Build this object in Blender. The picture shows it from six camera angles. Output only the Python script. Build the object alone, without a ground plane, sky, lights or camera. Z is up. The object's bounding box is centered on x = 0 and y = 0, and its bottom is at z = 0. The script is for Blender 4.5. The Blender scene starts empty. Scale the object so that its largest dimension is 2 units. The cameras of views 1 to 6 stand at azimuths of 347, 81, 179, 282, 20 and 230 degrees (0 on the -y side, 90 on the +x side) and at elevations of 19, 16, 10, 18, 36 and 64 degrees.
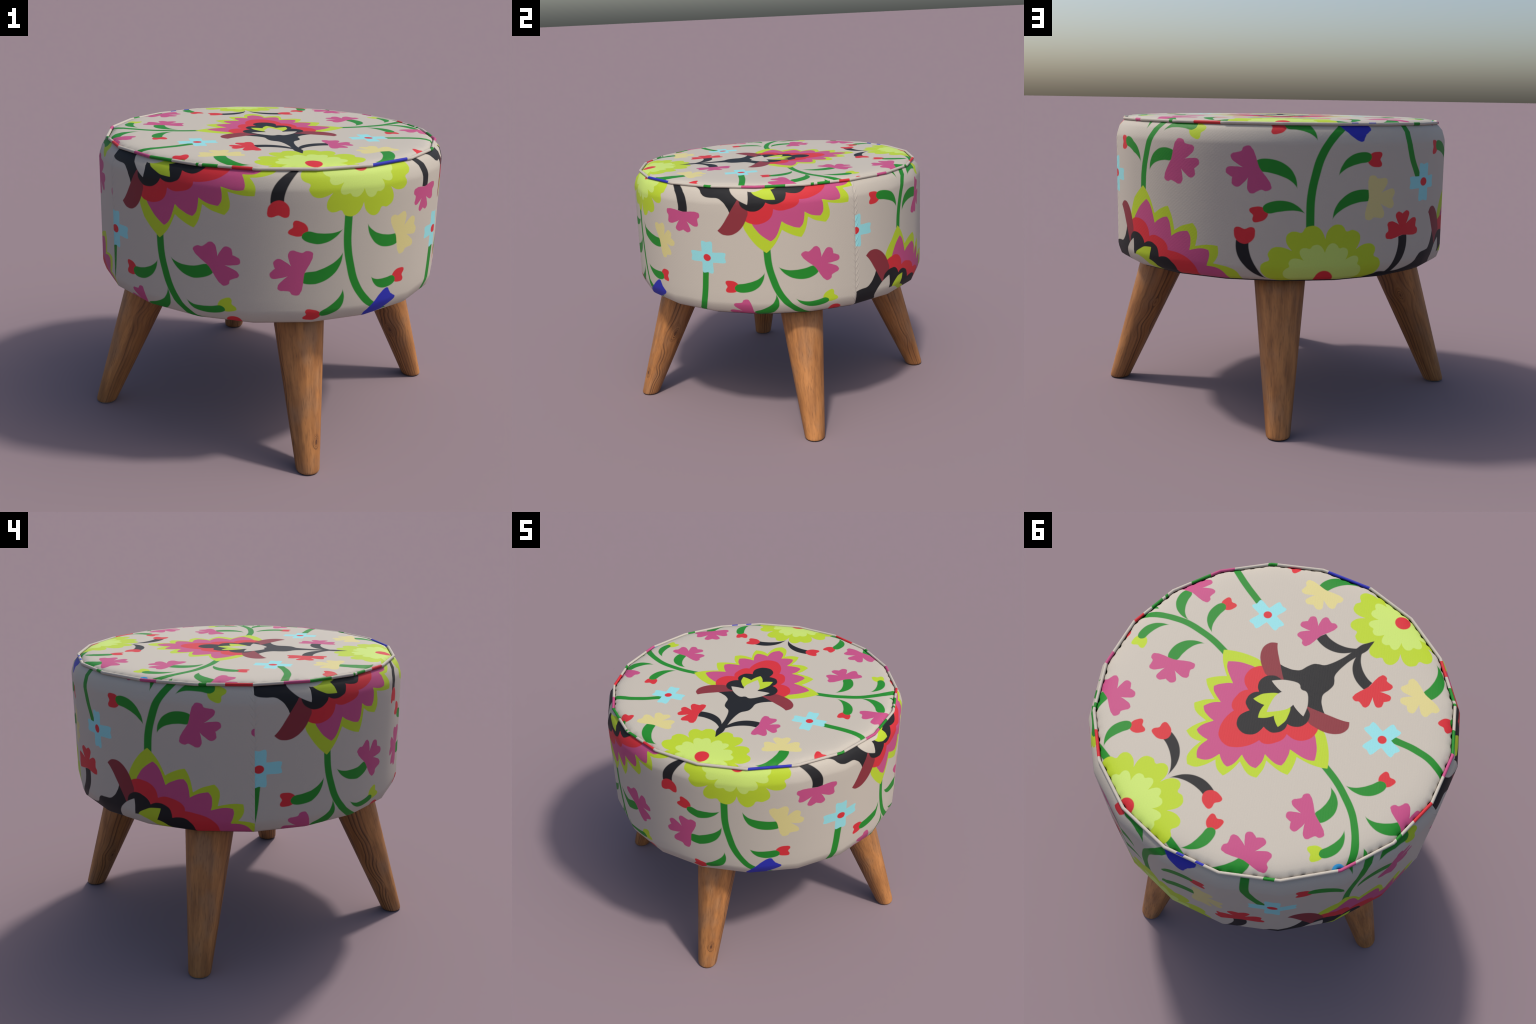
"""Round upholstered footstool: printed floral cushion with piping on four splayed wooden legs.

The print is one repeating textile design, described once in fabric coordinates
(s along the repeat, t = signed distance from the mirror axis) as a node group made of a
few motif profiles (trefoil bloom, bud, leaf, rosette, layered flower ...).  The top panel
and the two side panels only differ in how they lay that fabric onto the cushion.
"""
import bpy
import math
from math import pi, sin, cos, atan2, hypot, radians, degrees
from mathutils import Vector, Matrix

# ------------------------------------------------------------------ sizes
FACETS = 20                 # the cushion is a 20-sided drum
REPEAT = 1.705              # repeat length of the print
DEG_PER_S = 123.7 / REPEAT  # side panels: degrees of turn per fabric unit
SEAM_A, SEAM_B = 18.0, 198.0
SIDE_PROFILE = [(0.884, 1.532), (0.897, 1.521), (0.917, 1.498), (0.9305, 1.457), (0.934, 1.437),
                (0.934, 1.38), (0.934, 1.15), (0.934, 0.92), (0.934, 0.862), (0.9305, 0.842),
                (0.917, 0.803), (0.900, 0.790), (0.886, 0.783)]
TOP_PROFILE = [(0.8815, 1.532), (0.868, 1.543), (0.845, 1.5495), (0.815, 1.5535), (0.76, 1.5555),
               (0.60, 1.5565), (0.30, 1.557)]
LEG_REACH = 0.9450          # foot centre from the axis
LEG_SPLAY = 0.379           # outward run per unit of height

# ------------------------------------------------------------------ colours (linear base colours)
CREAM = (0.446, 0.402, 0.336)
GREEN = (0.015, 0.200, 0.020)
LIME = (0.385, 0.500, 0.024)
PALE_LIME = (0.460, 0.595, 0.130)
MAGENTA = (0.430, 0.067, 0.175)
RED = (0.520, 0.026, 0.034)
BURGUNDY = (0.200, 0.028, 0.036)
BLACK = (0.013, 0.013, 0.0142)
SKY = (0.245, 0.560, 0.570)
BUTTER = (0.560, 0.490, 0.205)
BLUE = (0.024, 0.028, 0.340)
AZURE = (0.040, 0.330, 0.620)


# ================================================================== node helpers
class Nodes:
    """Thin writer of math nodes into one node tree."""

    def __init__(self, tree):
        self.tree, self.nodes, self.links = tree, tree.nodes, tree.links

    def new(self, kind, **props):
        n = self.nodes.new(kind)
        for k, v in props.items():
            setattr(n, k, v)
        return n

    def put(self, socket, value):
        if isinstance(value, bpy.types.NodeSocket):
            self.links.new(value, socket)
        else:
            socket.default_value = value

    def math(self, op, *args, clamp=False):
        n = self.new("ShaderNodeMath", operation=op, use_clamp=clamp)
        for i, a in enumerate(args):
            self.put(n.inputs[i], a)
        return n.outputs[0]

    def xyz(self, x=0.0, y=0.0, z=0.0):
        n = self.new("ShaderNodeCombineXYZ")
        for i, a in enumerate((x, y, z)):
            self.put(n.inputs[i], a)
        return n.outputs[0]

    def length(self, x, y):
        n = self.new("ShaderNodeVectorMath", operation="LENGTH")
        self.put(n.inputs[0], self.xyz(x, y))
        return n.outputs["Value"]

    def mix(self, fac, a, b, blend="MIX"):
        n = self.new("ShaderNodeMix", data_type="RGBA", blend_type=blend)
        self.put(n.inputs[0], fac)
        for sock, v in ((n.inputs[6], a), (n.inputs[7], b)):
            self.put(sock, v if isinstance(v, bpy.types.NodeSocket) else (*v, 1.0))
        return n.outputs[2]

    def curve(self, x, points, smooth=True):
        """Float curve through control points (x, y) or (x, y, 'sharp'), x and y in 0..1."""
        n = self.new("ShaderNodeFloatCurve")
        c = n.mapping.curves[0]
        while len(c.points) > 2:
            c.points.remove(c.points[1])
        points = sorted(points, key=lambda p: p[0])
        c.points[0].location = points[0][:2]
        c.points[1].location = points[-1][:2]
        for p in points[1:-1]:
            c.points.new(p[0], p[1])
        for h, p in zip(c.points, points):
            h.handle_type = "AUTO_CLAMPED" if smooth and len(p) == 2 else "VECTOR"
        n.mapping.update()
        self.put(n.inputs["Value"], x)
        return n.outputs[0]

    def noise(self, vec, scale, detail=2.0, rough=0.5, distortion=0.0):
        n = self.new("ShaderNodeTexNoise")
        self.put(n.inputs["Vector"], vec)
        n.inputs["Scale"].default_value = scale
        n.inputs["Detail"].default_value = detail
        n.inputs["Roughness"].default_value = rough
        n.inputs["Distortion"].default_value = distortion
        return n.outputs[0]

    def remap(self, v, a, b, c=0.0, d=1.0, kind="SMOOTHSTEP"):
        n = self.new("ShaderNodeMapRange", interpolation_type=kind)
        for i, x in enumerate((v, a, b, c, d)):
            self.put(n.inputs[i], x)
        return n.outputs[0]


def new_group(name, ins, outs):
    g = bpy.data.node_groups.new(name, "ShaderNodeTree")
    for n, kind in ins:
        g.interface.new_socket(n, in_out="INPUT", socket_type=kind)
    for n, kind in outs:
        g.interface.new_socket(n, in_out="OUTPUT", socket_type=kind)
    w = Nodes(g)
    return g, w, w.new("NodeGroupInput"), w.new("NodeGroupOutput")


F, C = "NodeSocketFloat", "NodeSocketColor"
SOFT = 0.004               # softness of a printed edge, in fabric units


# ================================================================== motif profiles
# Polar profiles: (angle in degrees, radius[, 'sharp']).  Symmetric motifs list 0..180 only.
TREFOIL = [(0, .085), (9, .095), (20, .104), (29, .101), (38, .068), (45, .037, 's'), (51, .064), (59, .101),
           (68, .111), (78, .104), (88, .100), (97, .114), (106, .118), (115, .104), (127, .072),
           (143, .048), (160, .038), (180, .034)]
BUD = [(0, .034), (10, .0365), (22, .045), (34, .0535), (44, .0565), (56, .0530), (72, .0465), (90, .0430), (140, .039), (180, .040)]
TULIP = [(0, .055), (18, .062), (35, .074), (50, .067), (70, .056), (100, .052), (130, .062), (155, .092), (172, .125), (180, .130)]
CROSS = [(0, .097), (8, .102), (15, .106), (19, .100), (25, .080), (34, .058), (45, .046, 's'), (56, .058),
         (65, .080), (71, .100), (75, .106), (82, .102), (90, .097), (98, .102), (105, .106), (109, .100),
         (115, .080), (124, .058), (135, .046, 's'), (146, .058), (155, .080), (161, .100), (165, .106),
         (172, .102), (180, .097)]
HORN_BLOB = [(-180, .0375), (-168, .0347), (-157, .0334), (-146, .0335), (-135, .0348), (-126, .037), (-118, .0403), (-109, .046), (-100, .054),
             (-90, .071), (-84, .089), (-80, .108), (-77, .126), (-66, .128), (-48, .106), (-29, .090), (2, .066), (30, .062), (53, .066), (76, .077),
             (99, .094), (112, .102), (126, .107), (140.7, .106, 's'), (143, .086), (146, .074), (150, .064), (154, .057), (162, .0475), (171, .0415), (180, .0375)]
LAYER_LIME = [(0, .427), (4, .412), (7.5, .378), (11.2, .312, 's'), (15.4, .336), (19, .350), (24.7, .361, 's'),
              (28, .325), (32.3, .260, 's'), (36, .278), (40.6, .303), (45.5, .321), (50.8, .329, 's'), (54, .304), (57, .282), (60.9, .240, 's'),
              (65, .266), (68.7, .293), (72.5, .320), (76, .341, 's'), (79.5, .330), (83.5, .315), (88, .298), (92, .282, 's'),
              (94, .316), (96.7, .362), (99.5, .400), (102, .428, 's'), (107, .408), (112.8, .384), (120, .355), (127.5, .325), (134, .27), (140, .15), (180, .10)]
LAYER_MAGENTA = [(0, .371), (3.5, .358), (7, .335), (10, .277, 's'), (13, .288), (16.8, .299), (20.5, .308), (23.8, .311, 's'), (27, .288), (31.2, .222, 's'),
                 (35, .238), (39.2, .254), (44.5, .272), (49.5, .280, 's'), (53, .262), (56, .245), (60.5, .206, 's'), (64, .228),
                 (67.2, .250), (71, .273), (74.5, .285, 's'), (79, .275), (83, .262), (88, .247), (92.5, .230, 's'), (94.5, .275),
                 (96.4, .314), (98.5, .340), (100.7, .356, 's'), (105.5, .342), (110.4, .327), (116, .307), (122, .287), (132, .22), (140, .15), (180, .10)]
LAYER_RED = [(0, .287), (6, .283), (13, .265), (23.4, .227), (30, .200), (36.6, .172, 's'), (42, .183), (50, .187), (56, .185), (64, .180), (72, .176), (79, .168),
             (85.6, .156, 's'), (88, .188), (91, .209), (95, .227), (101, .244), (107, .255), (116, .260), (126, .24), (140, .16), (180, .10)]
LAYER_BLACK = [(0, .202), (7, .199), (15, .186), (22, .167), (27, .140), (30.5, .112, 's'), (36, .119), (43, .127), (49, .134), (55, .137), (64, .137), (77, .132),
               (85, .124), (92, .114, 's'), (95, .134), (100, .153), (106, .170), (112, .180), (119, .187), (127, .188), (140, .175), (150, .15), (180, .13)]
HEART_LIME = [(0, .128, 's'), (12, .104), (22, .086), (32, .071, 's'), (41, .098), (50, .129, 's'), (60, .113), (70, .101), (90, .077),
              (115, .063), (130, .058), (180, .05)]
HEART_CREAM = [(0, .145, 's'), (8, .121), (20, .096), (45, .067), (70, .048, 's'), (76, .085), (82, .128, 's'), (95, .112), (109, .101),
               (128, .091), (145, .088), (156, .087), (166, .081), (172, .073), (180, .069)]
ROSETTE_OUTER = [(0, .196, 's'), (2, .222), (5, .247), (9, .264), (13, .269), (18, .267), (23.5, .250), (28, .266), (32, .274), (36, .271), (40, .255), (43, .232), (45, .196, 's')]
ROSETTE_INNER = [(0, .126, 's'), (3, .146), (8, .166), (13, .172), (18, .170), (23, .161), (28, .172), (33, .178), (38, .172), (42, .153), (45, .126, 's')]


def polar_group(name, profile, sector=None, full=False):
    """mask = inside the curve r(angle) around (cs, ct); `turn` rotates, `size` scales.
    The position along s wraps around the repeat.  sector: profile repeats every `sector` degrees."""
    g, w, i, o = new_group(name, [("s", F), ("t", F), ("cs", F), ("ct", F), ("turn", F), ("size", F)], [("mask", F)])
    top = max(p[1] for p in profile) * 1.05
    s = w.math("SUBTRACT", i.outputs["s"], i.outputs["cs"])
    s = w.math("WRAP", s, REPEAT / 2, -REPEAT / 2)
    t = w.math("SUBTRACT", i.outputs["t"], i.outputs["ct"])
    a = w.math("SUBTRACT", w.math("ARCTAN2", t, s), i.outputs["turn"])
    if sector:
        u = w.math("DIVIDE", w.math("WRAP", a, radians(sector), 0.0), radians(sector))
        pts = [(p[0] / sector, p[1] / top, *p[2:]) for p in profile]
    elif full:
        u = w.math("MULTIPLY_ADD", w.math("WRAP", a, pi, -pi), 0.5 / pi, 0.5)
        pts = [((p[0] + 180) / 360, p[1] / top, *p[2:]) for p in profile]
    else:
        u = w.math("DIVIDE", w.math("ABSOLUTE", w.math("WRAP", a, pi, -pi)), pi)
        pts = [(p[0] / 180, p[1] / top, *p[2:]) for p in profile]
    edge = w.math("MULTIPLY", w.math("MULTIPLY", w.curve(u, pts), top), i.outputs["size"])
    gap = w.math("SUBTRACT", edge, w.length(s, t))
    w.put(o.inputs[0], w.math("MULTIPLY_ADD", gap, 1.0 / SOFT, 0.5, clamp=True))
    return g


LEAF_WIDTH = [(0, 0), (.12, .20), (.3, .55), (.5, .88), (.68, 1.0), (.84, .98), (.92, .86), (.97, .58), (1, 0)]
HOOK_WIDTH = [(0, .05), (.15, .27), (.35, .62), (.6, .92), (.8, 1), (.995, 1), (1, 0, 's')]


def arc_group(name, widths):
    """mask = inside a strip of varying half-width along a circular arc (leaf, hooked stem)."""
    g, w, i, o = new_group(name, [("s", F), ("t", F), ("cs", F), ("ct", F), ("radius", F), ("start", F), ("span", F), ("halfwidth", F)], [("mask", F)])
    s = w.math("SUBTRACT", i.outputs["s"], i.outputs["cs"])
    s = w.math("WRAP", s, REPEAT / 2, -REPEAT / 2)
    t = w.math("SUBTRACT", i.outputs["t"], i.outputs["ct"])
    a = w.math("WRAP", w.math("SUBTRACT", w.math("ARCTAN2", t, s), i.outputs["start"]), pi, -pi)
    u = w.math("DIVIDE", a, i.outputs["span"], clamp=True)
    half = w.math("MULTIPLY_ADD", w.curve(u, widths), w.math("ADD", i.outputs["halfwidth"], SOFT), -SOFT)
    off = w.math("ABSOLUTE", w.math("SUBTRACT", w.length(s, t), i.outputs["radius"]))
    w.put(o.inputs[0], w.math("MULTIPLY_ADD", w.math("SUBTRACT", half, off), 1.0 / SOFT, 0.5, clamp=True))
    return g


def arc_through(tip, mid, end):
    """Centre, radius, start angle and signed span of the circle through three points."""
    (ax, ay), (bx, by), (cx, cy) = tip, mid, end
    d = 2 * (ax * (by - cy) + bx * (cy - ay) + cx * (ay - by))
    ux = ((ax * ax + ay * ay) * (by - cy) + (bx * bx + by * by) * (cy - ay) + (cx * cx + cy * cy) * (ay - by)) / d
    uy = ((ax * ax + ay * ay) * (cx - bx) + (bx * bx + by * by) * (ax - cx) + (cx * cx + cy * cy) * (bx - ax)) / d
    a0, a1, a2 = (atan2(y - uy, x - ux) for x, y in (tip, mid, end))
    turn = lambda a: (a - a0) % (2 * pi)
    span = turn(a2) if turn(a1) < turn(a2) else turn(a2) - 2 * pi
    return ux, uy, hypot(ax - ux, ay - uy), a0, span


# ================================================================== the textile print
def build_print():
    g, w, i, o = new_group("floral_print", [("s", F), ("t", F)], [("colour", C)])
    s, tsigned = i.outputs["s"], i.outputs["t"]
    t = w.math("ABSOLUTE", tsigned)
    right = w.math("GREATER_THAN", tsigned, 0.0)
    kinds = {
        "trefoil": polar_group("trefoil_bloom", TREFOIL), "bud": polar_group("bud", BUD), "tulip": polar_group("tulip", TULIP),
        "cross": polar_group("cross_bloom", CROSS), "horn": polar_group("horn", HORN_BLOB, full=True),
        "layer_lime": polar_group("layer_lime", LAYER_LIME), "layer_magenta": polar_group("layer_magenta", LAYER_MAGENTA),
        "layer_red": polar_group("layer_red", LAYER_RED), "layer_black": polar_group("layer_black", LAYER_BLACK),
        "heart_lime": polar_group("heart_lime", HEART_LIME), "heart_cream": polar_group("heart_cream", HEART_CREAM),
        "rosette": polar_group("rosette", ROSETTE_OUTER, sector=45), "rosette_inner": polar_group("rosette_inner", ROSETTE_INNER, sector=45),
        "disc": polar_group("disc", [(0, .03), (180, .03)]),
        "leaf": arc_group("leaf", LEAF_WIDTH), "hook": arc_group("hook", HOOK_WIDTH),
    }
    state = {"c": None}

    def paint(mask, colour):
        below = state["c"] if state["c"] is not None else CREAM
        state["c"] = w.mix(mask, below, colour)

    # The two halves of the print are near, but not exact, mirror images: a motif may give other
    # values for the right-hand half (t > 0).
    def choose(socket, left, other):
        if other is None or abs(other - left) < 1e-6:
            socket.default_value = left
        else:
            w.put(socket, w.math("MULTIPLY_ADD", right, other - left, left))

    def blob(kind, cs, ct, colour, turn=0.0, size=1.0, colour_left=None, other=None):
        n = w.new("ShaderNodeGroup")
        n.node_tree = kinds[kind]
        w.put(n.inputs["s"], s)
        w.put(n.inputs["t"], t)
        n.inputs["size"].default_value = size
        ocs, oct_, oturn = other or (cs, ct, turn)
        for k, v, o2 in (("cs", cs, ocs), ("ct", ct, oct_), ("turn", radians(turn), radians(oturn))):
            choose(n.inputs[k], v, o2)
        if colour_left:
            colour = w.mix(right, colour_left, colour)
        paint(n.outputs[0], colour)

    def strip(kind, tip, mid, end, half, colour, other=None):
        n = w.new("ShaderNodeGroup")
        n.node_tree = kinds[kind]
        w.put(n.inputs["s"], s)
        w.put(n.inputs["t"], t)
        n.inputs["halfwidth"].default_value = half
        for k, v, o2 in zip(("cs", "ct", "radius", "start", "span"), arc_through(tip, mid, end), arc_through(*(other or (tip, mid, end)))):
            choose(n.inputs[k], v, o2)
        paint(n.outputs[0], colour)

    def stem(points, half, colour, side=None):
        """Stem given as s over t; its width is measured square to the stem."""
        lo, hi = points[0][1], points[-1][1]
        s_lo = min(p[0] for p in points) - 0.02
        s_hi = max(p[0] for p in points) + 0.02
        u = w.math("DIVIDE", w.math("SUBTRACT", t, lo), hi - lo)
        cen = w.curve(w.math("MULTIPLY", u, 1.0, clamp=True), [((p[1] - lo) / (hi - lo), (p[0] - s_lo) / (s_hi - s_lo)) for p in points])
        slope = []
        for k, p in enumerate(points):
            a, b = points[max(k - 1, 0)], points[min(k + 1, len(points) - 1)]
            slope.append(((p[1] - lo) / (hi - lo), half * hypot(1, (b[0] - a[0]) / (b[1] - a[1])) * 5))
        width = w.math("MULTIPLY", w.curve(w.math("MULTIPLY", u, 1.0, clamp=True), slope), 0.2)
        ds = w.math("SUBTRACT", s, w.math("MULTIPLY_ADD", cen, s_hi - s_lo, s_lo))
        ds = w.math("ABSOLUTE", w.math("WRAP", ds, REPEAT / 2, -REPEAT / 2))
        m = w.math("MULTIPLY_ADD", w.math("SUBTRACT", width, ds), 1.0 / SOFT, 0.5, clamp=True)
        m = w.math("MULTIPLY", m, w.math("MULTIPLY", w.math("GREATER_THAN", u, 0.0), w.math("LESS_THAN", u, 1.0)))
        if side is not None:
            m = w.math("MULTIPLY", m, right if side > 0 else w.math("SUBTRACT", 1.0, right))
        paint(m, colour)

    # ---- bits of the neighbouring row that peep in at the rim
    blob("disc", .350, .818, RED, 0, 1.1, colour_left=CREAM)
    blob("disc", .285, .846, CREAM, 0, 1.15, colour_left=AZURE)
    # ---- long stems
    stem([(.013, .37), (.014, .42), (.020, .50), (.037, .58), (.062, .66), (.095, .72), (.135, .775), (.185, .825), (.25, .86)], .0175, GREEN)
    stem([(.812, .20), (.811, .34), (.815, .42), (.830, .51), (.853, .60), (.903, .695), (.955, .75), (1.02, .805)], .0175, GREEN)
    stem([(-.305, .50), (-.312, .57), (-.320, .66), (-.332, .74), (-.350, .81), (-.365, .85)], .0185, GREEN, side=1)
    stem([(-.325, .46), (-.350, .51), (-.392, .605), (-.411, .70), (-.408, .78), (-.400, .85)], .0185, GREEN, side=-1)

    # ---- buds and their leaves (the leaf overlaps its bud)
    blob("bud", -.168, .633, RED, 180, .86)
    strip("leaf", (.000, .526), (-.070, .625), (-.160, .637), .028, GREEN)
    blob("bud", .316, .719, LIME, -26, .86)
    strip("leaf", (.137, .698), (.215, .750), (.312, .729), .024, GREEN)
    blob("bud", .604, .320, RED, 196, .86, other=(.607, .314, 203))
    strip("leaf", (.797, .314), (.715, .360), (.620, .333), .0275, GREEN)
    blob("bud", 1.093, .584, RED, 0, .86, other=(1.093, .622, 4))
    strip("leaf", (.922, .497), (.985, .580), (1.080, .591), .027, GREEN, other=((.926, .578), (.992, .638), (1.078, .628)))
    blob("bud", .678, .751, RED, 194, .86, other=(.675, .764, 190))
    strip("leaf", (.838, .667), (.793, .742), (.700, .750), .025, GREEN, other=((.799, .622), (.778, .718), (.700, .760)))
    blob("tulip", 1.015, .745, BLUE, -40, 1.0)
    strip("leaf", (.128, .822), (.134, .848), (.152, .880), .012, GREEN)

    # ---- leaves, then the trefoil blooms that overlap them
    strip("leaf", (.058, .490), (.120, .582), (.222, .580), .032, GREEN, other=((.060, .497), (.145, .556), (.258, .520)))
    blob("trefoil", .236, .558, MAGENTA, -20, 1.0, other=(.274, .502, -36))
    strip("leaf", (.022, .700), (.008, .795), (-.098, .855), .029, GREEN, other=((.044, .662), (.026, .778), (-.070, .822)))
    blob("trefoil", -.105, .860, MAGENTA, 163, .95, other=(-.097, .820, 163))
    strip("leaf", (.757, .433), (.694, .535), (.580, .551), .033, GREEN, other=((.796, .428), (.724, .540), (.612, .555)))
    blob("trefoil", .568, .531, MAGENTA, 204, 1.02, other=(.598, .530, 193))
    strip("leaf", (-.803, .279), (-.748, .377), (-.612, .398), .031, GREEN, other=((-.808, .294), (-.752, .390), (-.615, .412)))
    blob("trefoil", -.600, .392, BUTTER, -4, .98, other=(-.606, .392, -18))
    blob("cross", -.297, .455, SKY, 0, .97)
    blob("disc", -.297, .457, RED, 0, .74)

    # ---- rosette
    blob("rosette", .876, 0, LIME)
    blob("rosette_inner", .876, 0, PALE_LIME)
    blob("disc", .876, 0, RED, 0, 1.37)

    # ---- black tree between rosette and big flower, with its two branches
    tree = [(-.640, 0), (-.633, .005), (-.604, .015), (-.560, .026), (-.530, .024), (-.463, .0215), (-.425, .024), (-.370, .033), (-.342, .043),
            (-.318, .068), (-.300, .082), (-.268, .089), (-.232, .091), (-.205, .108), (-.175, .152), (-.150, .200), (-.10, .215), (-.09, 0)]
    lo, hi = tree[0][0], tree[-1][0]
    u = w.math("DIVIDE", w.math("SUBTRACT", s, lo), hi - lo, clamp=True)
    half = w.math("MULTIPLY_ADD", w.curve(u, [((a - lo) / (hi - lo), b / .25) for a, b in tree]), .25 + SOFT, -SOFT)
    paint(w.math("MULTIPLY_ADD", w.math("SUBTRACT", half, t), 1.0 / SOFT, 0.5, clamp=True), BLACK)
    strip("hook", (-.575, .004), (-.462, .070), (-.437, .190), .029, BLACK)
    blob("trefoil", -.437, .222, MAGENTA, 92, .94, colour_left=RED)
    strip("hook", (.643, .005), (.556, .075), (.533, .185), .027, BLACK, other=((.642, .005), (.543, .078), (.516, .185)))
    blob("bud", .541, .208, RED, 90, 1.0, other=(.522, .210, 92))

    # ---- layered flower
    blob("layer_lime", .10, 0, LIME)
    blob("layer_magenta", .10, 0, MAGENTA)
    blob("layer_red", .04, 0, RED)
    blob("horn", -.15, .22, BURGUNDY)
    blob("layer_black", .02, 0, BLACK)
    blob("heart_lime", -.02, 0, LIME)
    blob("heart_cream", -.09, 0, CREAM)
    w.put(o.inputs[0], state["c"])
    return g


def fabric_material(name, group, lay):
    """Printed cotton.  `lay(w, x, y, z)` returns fabric s, t and an extra height for the bump."""
    m = bpy.data.materials.new(name)
    m.use_nodes = True
    m.node_tree.nodes.clear()
    w = Nodes(m.node_tree)
    out = w.new("ShaderNodeOutputMaterial")
    bsdf = w.new("ShaderNodeBsdfPrincipled")
    tc = w.new("ShaderNodeTexCoord")
    sep = w.new("ShaderNodeSeparateXYZ")
    w.put(sep.inputs[0], tc.outputs["Object"])
    x, y, z = sep.outputs
    s, t, extra = lay(w, x, y, z)
    n = w.new("ShaderNodeGroup")
    n.node_tree = group
    w.put(n.inputs["s"], w.math("WRAP", s, .70, .70 - REPEAT))
    w.put(n.inputs["t"], t)
    # woven grain: faint thread-by-thread variation and fine ribs
    cloth = w.xyz(s, t, 0.0)
    thread = w.new("ShaderNodeMapping")
    w.put(thread.inputs[0], cloth)
    thread.inputs["Scale"].default_value = (210, 150, 1)
    grain = w.noise(thread.outputs[0], 1.0, 2.0, .6)
    shade = w.remap(grain, .3, .7, .970, 1.02, "LINEAR")
    colour = w.mix(1.0, n.outputs[0], w.xyz(shade, shade, shade), "MULTIPLY")
    rib = w.new("ShaderNodeTexWave", wave_type="BANDS", bands_direction="DIAGONAL")
    w.put(rib.inputs["Vector"], cloth)
    rib.inputs["Scale"].default_value = 36.0
    rib.inputs["Distortion"].default_value = 0.6
    rib.inputs["Detail"].default_value = 1.0
    height = w.math("MULTIPLY_ADD", rib.outputs["Fac"], .14, w.math("MULTIPLY", grain, .5))
    height = w.math("ADD", height, extra)
    bump = w.new("ShaderNodeBump")
    bump.inputs["Strength"].default_value = .35
    bump.inputs["Distance"].default_value = .0016
    w.put(bump.inputs["Height"], height)
    w.put(bsdf.inputs["Base Color"], colour)
    w.put(bsdf.inputs["Normal"], bump.outputs[0])
    bsdf.inputs["Roughness"].default_value = .55
    bsdf.inputs["Specular IOR Level"].default_value = .16
    w.put(out.inputs[0], bsdf.outputs[0])
    return m


def lay_top(w, x, y, z):
    return y, x, 0.0


def lay_side(w, x, y, z):
    a = w.math("MULTIPLY", w.math("ARCTAN2", y, x), 180 / pi)
    a = w.math("WRAP", a, SEAM_B, SEAM_B - 360)
    front = w.math("LESS_THAN", a, SEAM_A)
    anchor = w.math("MULTIPLY_ADD", front, -14.55 - 40.7, 40.7)
    s = w.math("MULTIPLY_ADD", w.math("SUBTRACT", a, anchor), 1 / DEG_PER_S, .0127)
    u = w.math("SUBTRACT", z, .70, clamp=True)
    # fabric distance from the rim, over height; it runs faster round the shoulders
    t_front = w.curve(u, [(.05, .87, 's'), (.083, .835, 's'), (.155, .737, 's'), (.740, .130, 's'), (.835, .020, 's'), (.90, 0, 's')])
    t_back = w.curve(u, [(.05, 0, 's'), (.083, 0, 's'), (.160, .062, 's'), (.740, .657, 's'), (.835, .760, 's'), (.90, .83, 's')])
    t = w.math("MULTIPLY_ADD", front, w.math("ADD", t_front, t_back), w.math("MULTIPLY", t_back, -1.0))
    # hand-sewn seams: a groove with short slanting puckers beside it
    near = w.math("WRAP", w.math("SUBTRACT", a, SEAM_A), 90.0, -90.0)
    d = w.math("ABSOLUTE", near)
    groove = w.math("MULTIPLY", w.remap(d, 0.0, .45, 1.0, 0.0), -3.0)
    slant = w.math("FRACT", w.math("MULTIPLY_ADD", z, 25.0, w.math("MULTIPLY", d, -.55)))
    pucker = w.math("MULTIPLY", w.remap(w.math("ABSOLUTE", w.math("SUBTRACT", slant, .5)), 0.0, .22, 1.0, 0.0), w.remap(d, .35, 1.9, 1.0, 0.0))
    return s, t, w.math("ADD", groove, w.math("MULTIPLY", pucker, 3.2))


# coloured stretches of the piping: (from, to, colour) in degrees round the stool
PIPING_RUN = [(139, 142.4, GREEN), (161.2, 166.9, MAGENTA), (181.3, 183.6, GREEN), (189.3, 198, RED), (207.6, 216.4, MAGENTA),
              (216.4, 224.6, GREEN), (233.7, 234.6, GREEN), (235.6, 240.3, GREEN), (244.6, 251, RED), (288.5, 304, BLUE),
              (322, 325.2, GREEN), (336.9, 345.6, MAGENTA), (345.6, 353, GREEN), (2.4, 3.6, GREEN), (4.9, 9.8, GREEN),
              (13.5, 17.8, RED), (31.4, 36.4, MAGENTA), (51.3, 53.1, GREEN), (61, 70.8, RED), (112, 114.4, BLUE), (118.3, 121, BLUE)]


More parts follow.
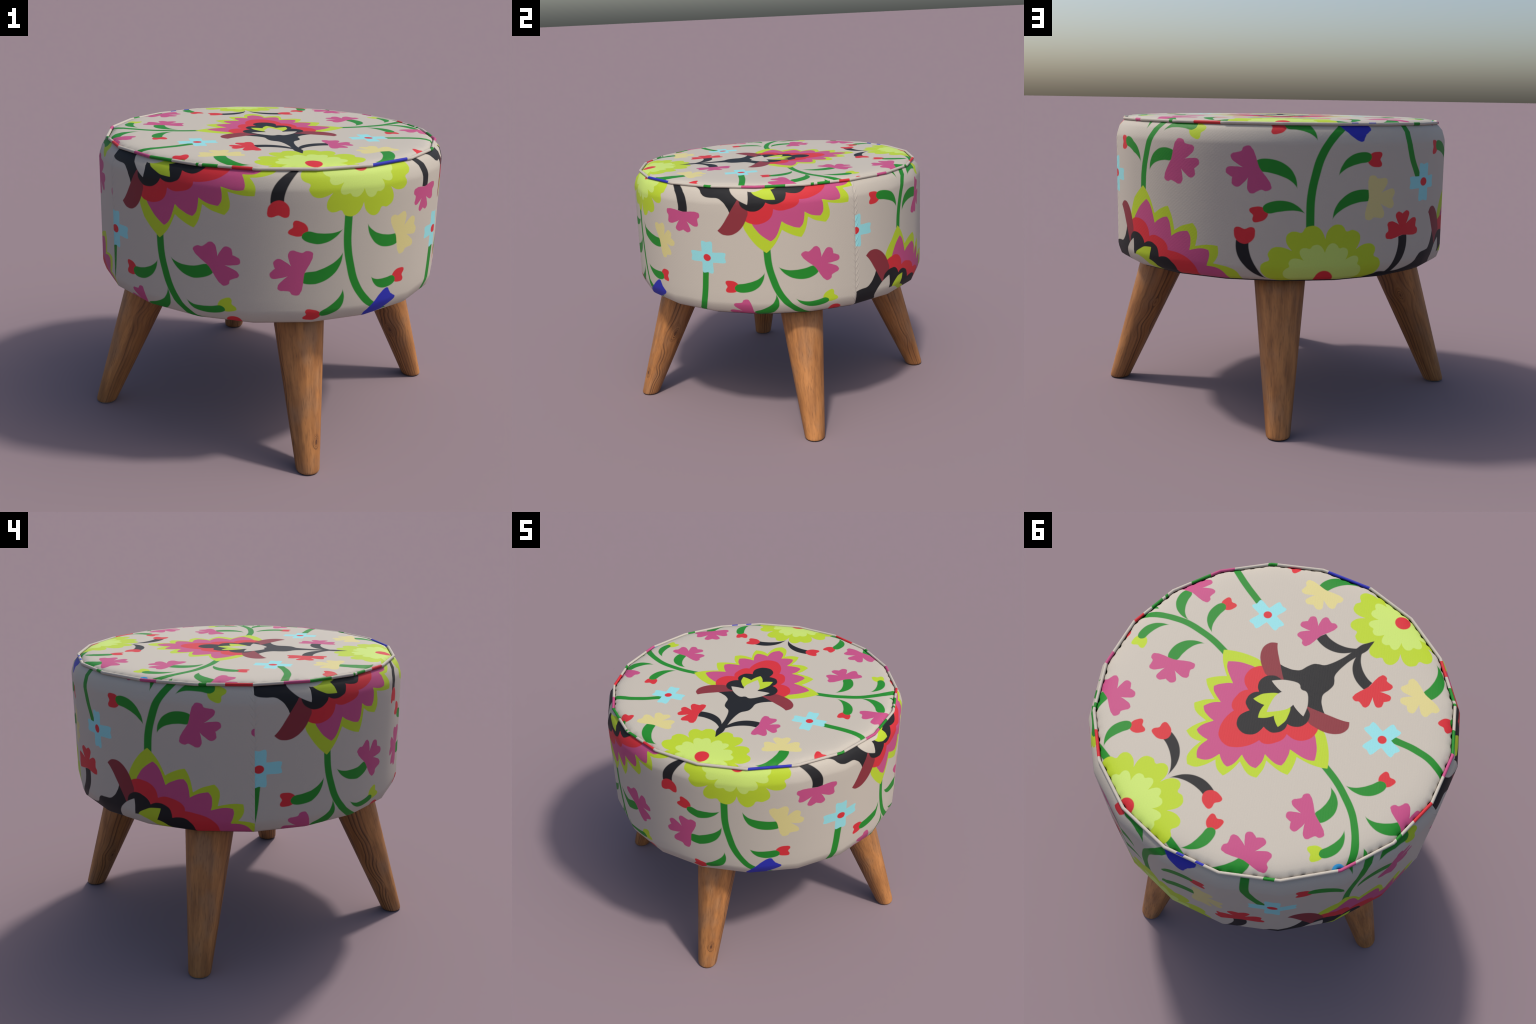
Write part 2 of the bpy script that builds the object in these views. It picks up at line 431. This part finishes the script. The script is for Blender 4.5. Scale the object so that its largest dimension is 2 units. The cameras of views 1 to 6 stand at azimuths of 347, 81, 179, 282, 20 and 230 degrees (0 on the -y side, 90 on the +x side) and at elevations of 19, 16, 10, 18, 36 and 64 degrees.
def piping_material():
    m = bpy.data.materials.new("piping_cloth")
    m.use_nodes = True
    m.node_tree.nodes.clear()
    w = Nodes(m.node_tree)
    out = w.new("ShaderNodeOutputMaterial")
    bsdf = w.new("ShaderNodeBsdfPrincipled")
    tc = w.new("ShaderNodeTexCoord")
    sep = w.new("ShaderNodeSeparateXYZ")
    w.put(sep.inputs[0], tc.outputs["Object"])
    x, y, z = sep.outputs
    a = w.math("WRAP", w.math("MULTIPLY", w.math("ARCTAN2", y, x), 180 / pi), 360.0, 0.0)
    r = w.math("SUBTRACT", w.length(x, y), .885)
    a = w.math("MULTIPLY_ADD", r, 20.0, a)           # the cloth is cut on the bias: slanted colour changes
    colour = CREAM
    for lo, hi, c in PIPING_RUN:
        mask = w.math("COMPARE", a, (lo + hi) / 2, (hi - lo) / 2)
        if c is BLUE and hi - lo < 5:                # only the upper half of the cord is blue here
            mask = w.math("MULTIPLY", mask, w.math("GREATER_THAN", z, 1.541))
        colour = w.mix(mask, colour, c)
    w.put(bsdf.inputs["Base Color"], colour)
    bump = w.new("ShaderNodeBump")
    bump.inputs["Strength"].default_value = .2
    bump.inputs["Distance"].default_value = .001
    w.put(bump.inputs["Height"], w.noise(tc.outputs["Object"], 160.0, 2.0))
    w.put(bsdf.inputs["Normal"], bump.outputs[0])
    bsdf.inputs["Roughness"].default_value = .55
    bsdf.inputs["Specular IOR Level"].default_value = .16
    w.put(out.inputs[0], bsdf.outputs[0])
    return m


def plain_material(name, colour, rough):
    m = bpy.data.materials.new(name)
    m.use_nodes = True
    w = Nodes(m.node_tree)
    bsdf = m.node_tree.nodes["Principled BSDF"]
    tc = w.new("ShaderNodeTexCoord")
    n = w.noise(tc.outputs["Object"], 60.0, 3.0)
    lo = tuple(c * .85 for c in colour)
    hi = tuple(c * 1.15 for c in colour)
    w.put(bsdf.inputs["Base Color"], w.mix(n, lo, hi))
    bsdf.inputs["Roughness"].default_value = rough
    return m


# ================================================================== wood
def wood_material(name, seed, knots):
    """Stained softwood.  Local z runs up the leg, local x points outward.  The flanks and the
    inner side show bold growth lines, the outer face only fine streaks.
    knots: (angle from the inner side, height, half-width)."""
    m = bpy.data.materials.new(name)
    m.use_nodes = True
    m.node_tree.nodes.clear()
    w = Nodes(m.node_tree)
    out = w.new("ShaderNodeOutputMaterial")
    bsdf = w.new("ShaderNodeBsdfPrincipled")
    tc = w.new("ShaderNodeTexCoord")
    sep = w.new("ShaderNodeSeparateXYZ")
    w.put(sep.inputs[0], tc.outputs["Object"])
    x, y, z = sep.outputs
    x = w.math("MULTIPLY_ADD", z, LEG_SPLAY, x)       # measure across the leg, not across the floor
    grain_space = w.xyz(x, y, z)
    r = w.length(x, y)
    flank = w.remap(w.math("DIVIDE", x, r), .52, .18, 1.0, 0.0)
    flank = w.math("SUBTRACT", 1.0, flank)
    turn = w.math("ARCTAN2", y, w.math("MULTIPLY", x, -1.0))
    hand = w.math("SIGN", y)
    off = seed * 7.31

    def stretched(k, kz, add=0.0):
        mp = w.new("ShaderNodeMapping")
        w.put(mp.inputs[0], grain_space)
        mp.inputs["Scale"].default_value = (k, k, kz)
        mp.inputs["Location"].default_value = (off + add, off * .7, off * .3 + add)
        return mp.outputs[0]

    streak = w.noise(stretched(130, 4), 1.0, 3.0, .6)
    broad = w.noise(stretched(26, 2.6, 3.1), 1.0, 3.0, .55)
    cloud = w.noise(stretched(9, 5, 9.2), 1.0, 2.0, .5)
    pores = w.noise(stretched(170, 12, 5.5), 1.0, 2.0)

    # growth-line coordinate on a flank, bent by slow noise and drawn into rings round the knots
    wander = w.noise(w.xyz(w.math("MULTIPLY", hand, 3.0), off, w.math("MULTIPLY", z, 2.2)), 1.0, 2.0)
    local = w.noise(stretched(10, 3.0, 1.7), 1.0, 1.0)
    g = w.math("MULTIPLY_ADD", turn, .10, w.math("MULTIPLY", w.math("SUBTRACT", wander, .5), .05))
    g = w.math("MULTIPLY_ADD", w.math("SUBTRACT", local, .5), .016, g)
    knot_dark = ring_mask = None
    for angle, kz, size in knots:
        d_across = w.math("MULTIPLY", w.math("SUBTRACT", turn, radians(angle)), r)
        d_z = w.math("SUBTRACT", z, kz)
        d = w.length(d_across, w.math("MULTIPLY", d_z, .60))
        d = w.math("MULTIPLY_ADD", w.math("SUBTRACT", w.noise(stretched(24, 16, kz), 1.0, 1.0), .5), size * .5, d)
        inside = w.remap(d, size * .75, size * 1.15, 1.0, 0.0)
        # growth lines part round the knot ...
        q = w.math("DIVIDE", d_z, size * 2.0)
        bulge = w.math("MULTIPLY", w.math("POWER", 2.718, w.math("MULTIPLY", w.math("MULTIPLY", q, q), -1.0)), size * .9)
        away = w.math("SUBTRACT", g, radians(angle) * .10)
        parted = w.math("MULTIPLY", w.math("SIGN", away), w.math("MAXIMUM", w.math("SUBTRACT", w.math("ABSOLUTE", away), bulge), 0.0))
        # ... and close into rings inside it
        g = w.math("ADD", w.math("MULTIPLY_ADD", inside, w.math("MULTIPLY", d, 3.0 if size > .025 else 4.0), radians(angle) * .10), parted)
        core = w.remap(d, size * .10, size * .34, 1.0, 0.0)
        knot_dark = core if knot_dark is None else w.math("MAXIMUM", knot_dark, core)
        ring_mask = inside if ring_mask is None else w.math("MAXIMUM", ring_mask, inside)
    spacing = 44.0
    saw = w.math("FRACT", w.math("MULTIPLY", g, spacing))
    line = w.curve(saw, [(0, 0), (.30, .05), (.52, .32), (.70, .88), (.80, 1.0), (.92, .45), (1, 0)])
    vary = w.remap(w.noise(w.xyz(w.math("MULTIPLY", w.math("FLOOR", w.math("MULTIPLY", g, spacing)), 1.37), hand, off), 1.0, 0.0), .38, .60, .14, 1.0, "LINEAR")
    if ring_mask is not None:
        vary = w.math("MAXIMUM", vary, w.math("MULTIPLY", ring_mask, .75))
    line = w.math("MULTIPLY", line, vary)
    amount = flank
    if ring_mask is not None:
        amount = w.math("MAXIMUM", flank, ring_mask)
    line = w.math("MULTIPLY", line, amount)

    base = w.mix(w.remap(broad, .34, .66, kind="LINEAR"), (.270, .108, .032), (.470, .200, .060))
    base = w.mix(w.math("MULTIPLY", w.remap(cloud, .46, .70), .50), base, (.290, .165, .088))     # greyed patches
    base = w.mix(w.math("MULTIPLY", w.remap(streak, .50, .74), .56), base, (.140, .062, .027))
    base = w.mix(w.math("MULTIPLY", w.remap(pores, .56, .74), .34), base, (.100, .046, .022))
    base = w.mix(w.math("MULTIPLY", flank, .35), base, (.200, .082, .030))
    base = w.mix(w.math("MULTIPLY", line, .82), base, (.062, .025, .012))
    if knot_dark is not None:
        base = w.mix(w.math("MULTIPLY", knot_dark, .8), base, (.075, .026, .014))
    w.put(bsdf.inputs["Base Color"], base)
    bump = w.new("ShaderNodeBump")
    bump.inputs["Strength"].default_value = .25
    bump.inputs["Distance"].default_value = .002
    w.put(bump.inputs["Height"], w.math("SUBTRACT", streak, line))
    w.put(bsdf.inputs["Normal"], bump.outputs[0])
    bsdf.inputs["Roughness"].default_value = .55
    bsdf.inputs["Specular IOR Level"].default_value = .35
    w.put(out.inputs[0], bsdf.outputs[0])
    return m


# ================================================================== geometry
def mesh_object(name, verts, faces, material, parent, smooth=True):
    me = bpy.data.meshes.new(name)
    me.from_pydata(verts, [], faces)
    me.validate()
    for p in me.polygons:
        p.use_smooth = smooth
    me.materials.append(material)
    ob = bpy.data.objects.new(name, me)
    bpy.context.scene.collection.objects.link(ob)
    ob.parent = parent
    return ob


def polygon_point(radius, turn):
    """Point at angle `turn` (degrees) on the outline of the 20-sided drum; corners at multiples of 18."""
    step = 360 / FACETS
    k = math.floor(turn / step + 1e-9)
    f = turn / step - k
    a, b = radians(k * step), radians((k + 1) * step)
    return radius * (cos(a) * (1 - f) + cos(b) * f), radius * (sin(a) * (1 - f) + sin(b) * f)


def profile_normals(profile):
    out = []
    for k in range(len(profile)):
        a, b = profile[max(k - 1, 0)], profile[min(k + 1, len(profile) - 1)]
        dr, dz = b[0] - a[0], b[1] - a[1]
        n = hypot(dr, dz)
        out.append((-dz / n, dr / n))
    return out


def side_panel(name, start, material, parent):
    """Half of the cushion wall; both halves carry the normals of the whole drum."""
    half = FACETS // 2
    prof_n = profile_normals(SIDE_PROFILE)
    verts, norms, faces = [], [], []
    for k in range(half + 1):
        a = radians(start + k * 360 / FACETS)
        for (r, z), (nr, nz) in zip(SIDE_PROFILE, prof_n):
            verts.append((r * cos(a), r * sin(a), z))
            norms.append((nr * cos(a), nr * sin(a), nz))
    m = len(SIDE_PROFILE)
    for k in range(half):
        for j in range(m - 1):
            faces.append((k * m + j, k * m + j + 1, (k + 1) * m + j + 1, (k + 1) * m + j))
    ob = mesh_object(name, verts, faces, material, parent)
    ob.data.normals_split_custom_set_from_vertices(norms)
    return ob


def top_panel(material, parent):
    """Padded lid; its sewn edge is pulled in by the stitches between short free loops."""
    per = 25
    n = FACETS * per
    verts, faces = [], []
    for j, (r, z) in enumerate(TOP_PROFILE):
        for k in range(n):
            x, y = polygon_point(r, k * 360 / n)
            lift = 0.0
            if j == 0:
                pull = max(0.0, cos(2 * pi * (k + .5) / 5)) ** 1.3 * (.7 + .3 * sin(k * .37))
                x, y = x * (1 - .0012 - .0062 * pull), y * (1 - .0012 - .0062 * pull)
                lift = -.005 * pull
            verts.append((x, y, z + lift))
    verts.append((0, 0, 1.557))
    for j in range(len(TOP_PROFILE) - 1):
        for k in range(n):
            k2 = (k + 1) % n
            faces.append((j * n + k, j * n + k2, (j + 1) * n + k2, (j + 1) * n + k))
    last = (len(TOP_PROFILE) - 1) * n
    for k in range(n):
        faces.append((last + k, last + (k + 1) % n, len(verts) - 1))
    return mesh_object("top_panel", verts, faces, material, parent)


def piping(name, radius, height, cord, material, parent):
    """Cord sewn round the drum: round section, straight runs between the 20 corners."""
    sec = 14
    verts, faces = [], []
    steps = []
    for k in range(FACETS):                      # tight rings next to each corner keep the runs straight
        steps += [(k, 0.0), (k, .04), (k, .96)]
    for k, f in steps:
        a = (k + f) * 360 / FACETS
        for q in range(sec):
            t = 2 * pi * q / sec
            x, y = polygon_point(radius + cord * cos(t), a)
            verts.append((x, y, height + cord * sin(t)))
    n = len(steps)
    for k in range(n):
        k2 = (k + 1) % n
        for q in range(sec):
            q2 = (q + 1) % sec
            faces.append((k * sec + q, k2 * sec + q, k2 * sec + q2, k * sec + q2))
    return mesh_object(name, verts, faces, material, parent)


def bottom_panel(material, parent):
    verts = [(*polygon_point(.884, k * 360 / FACETS), .784) for k in range(FACETS)] + [(0, 0, .788)]
    faces = [((k + 1) % FACETS, k, FACETS) for k in range(FACETS)]
    return mesh_object("bottom_panel", verts, faces, material, parent)


def leg_ring(z, shrink=1.0, seg=32):
    """Level cross-section of the splayed, tapered leg (a touch deeper than wide near the top)."""
    f = z / .78
    deep, wide = (.0578 + .0847 * f) * shrink, (.0600 + .0750 * f) * shrink
    return [(deep * cos(2 * pi * k / seg) - LEG_SPLAY * z, wide * sin(2 * pi * k / seg), z) for k in range(seg)]


def lofted(rings):
    seg = len(rings[0])
    verts = [v for ring in rings for v in ring]
    faces = []
    for j in range(len(rings) - 1):
        for k in range(seg):
            k2 = (k + 1) % seg
            faces.append((j * seg + k, j * seg + k2, (j + 1) * seg + k2, (j + 1) * seg + k))
    faces.append(tuple(reversed(range(seg))))
    last = (len(rings) - 1) * seg
    faces.append(tuple(last + k for k in range(seg)))
    return verts, faces


def leg_mesh():
    return lofted([leg_ring(.0035, .93), leg_ring(.006, .965), leg_ring(.011, .99), leg_ring(.018)]
                  + [leg_ring(z) for z in (.05, .18, .36, .54, .70, .80)])


def foot_disc_mesh():
    return lofted([leg_ring(.0, .90), leg_ring(.0025, .915), leg_ring(.0034, .915)])


# ================================================================== assembly
scene = bpy.context.scene
stool = bpy.data.objects.new("footstool", None)
scene.collection.objects.link(stool)
stool["label"] = "round footstool with bold floral printed fabric and splayed wooden legs"
stool["category"] = "footstool"

cushion = bpy.data.objects.new("cushion", None)
scene.collection.objects.link(cushion)
cushion.parent = stool

print_group = build_print()
side_cloth = fabric_material("side_cloth", print_group, lay_side)
top_cloth = fabric_material("top_cloth", print_group, lay_top)
cord_cloth = piping_material()
lining = plain_material("black_lining", (.012, .012, .013), .9)

top_panel(top_cloth, cushion)
side_panel("side_panel", SEAM_B, side_cloth, cushion)
side_panel("side_panel", SEAM_A, side_cloth, cushion)
piping("piping", .8895, 1.5365, .0080, cord_cloth, cushion)
piping("piping", .8630, .7815, .0085, lining, cushion)  # printed cord coloured black to paint in the shade under the cushion edge
bottom_panel(lining, cushion)

foot_disc_dark = plain_material("foot_disc_brown", (.030, .020, .014), .6)
foot_disc_grey = plain_material("foot_disc_grey", (.16, .18, .18), .4)
verts, faces = leg_mesh()
gverts, gfaces = foot_disc_mesh()
first_leg = first_foot_disc = None
KNOTS = {                    # +x, +y, -x and -y leg
    0: [(61, .475, .014), (-47, .335, .026)],
    1: [(44, .220, .026)],
    2: [(-74, .540, .024)],
    3: [(151, .158, .025), (76, .440, .034), (44, .365, .022), (-44, .200, .022)],
}
for q in range(4):
    wood = wood_material("stained_wood", q + 1, KNOTS[q])
    if first_leg is None:
        leg = first_leg = mesh_object("leg", verts, faces, wood, stool)
        for p in leg.data.polygons:
            p.use_smooth = len(p.vertices) == 4
    else:
        leg = first_leg.copy()
        leg.name = "leg"
        scene.collection.objects.link(leg)
    leg.material_slots[0].link = "OBJECT"
    leg.material_slots[0].material = wood
    turn = Matrix.Rotation(q * pi / 2, 4, "Z")
    leg.matrix_local = turn @ Matrix.Translation((LEG_REACH, 0, 0))
    if first_foot_disc is None:
        foot_disc = first_foot_disc = mesh_object("foot_disc", gverts, gfaces, foot_disc_dark, leg)
    else:
        foot_disc = first_foot_disc.copy()
        foot_disc.name = "foot_disc"
        scene.collection.objects.link(foot_disc)
        foot_disc.parent = leg
    foot_disc.material_slots[0].link = "OBJECT"
    foot_disc.material_slots[0].material = foot_disc_grey if q == 2 else foot_disc_dark
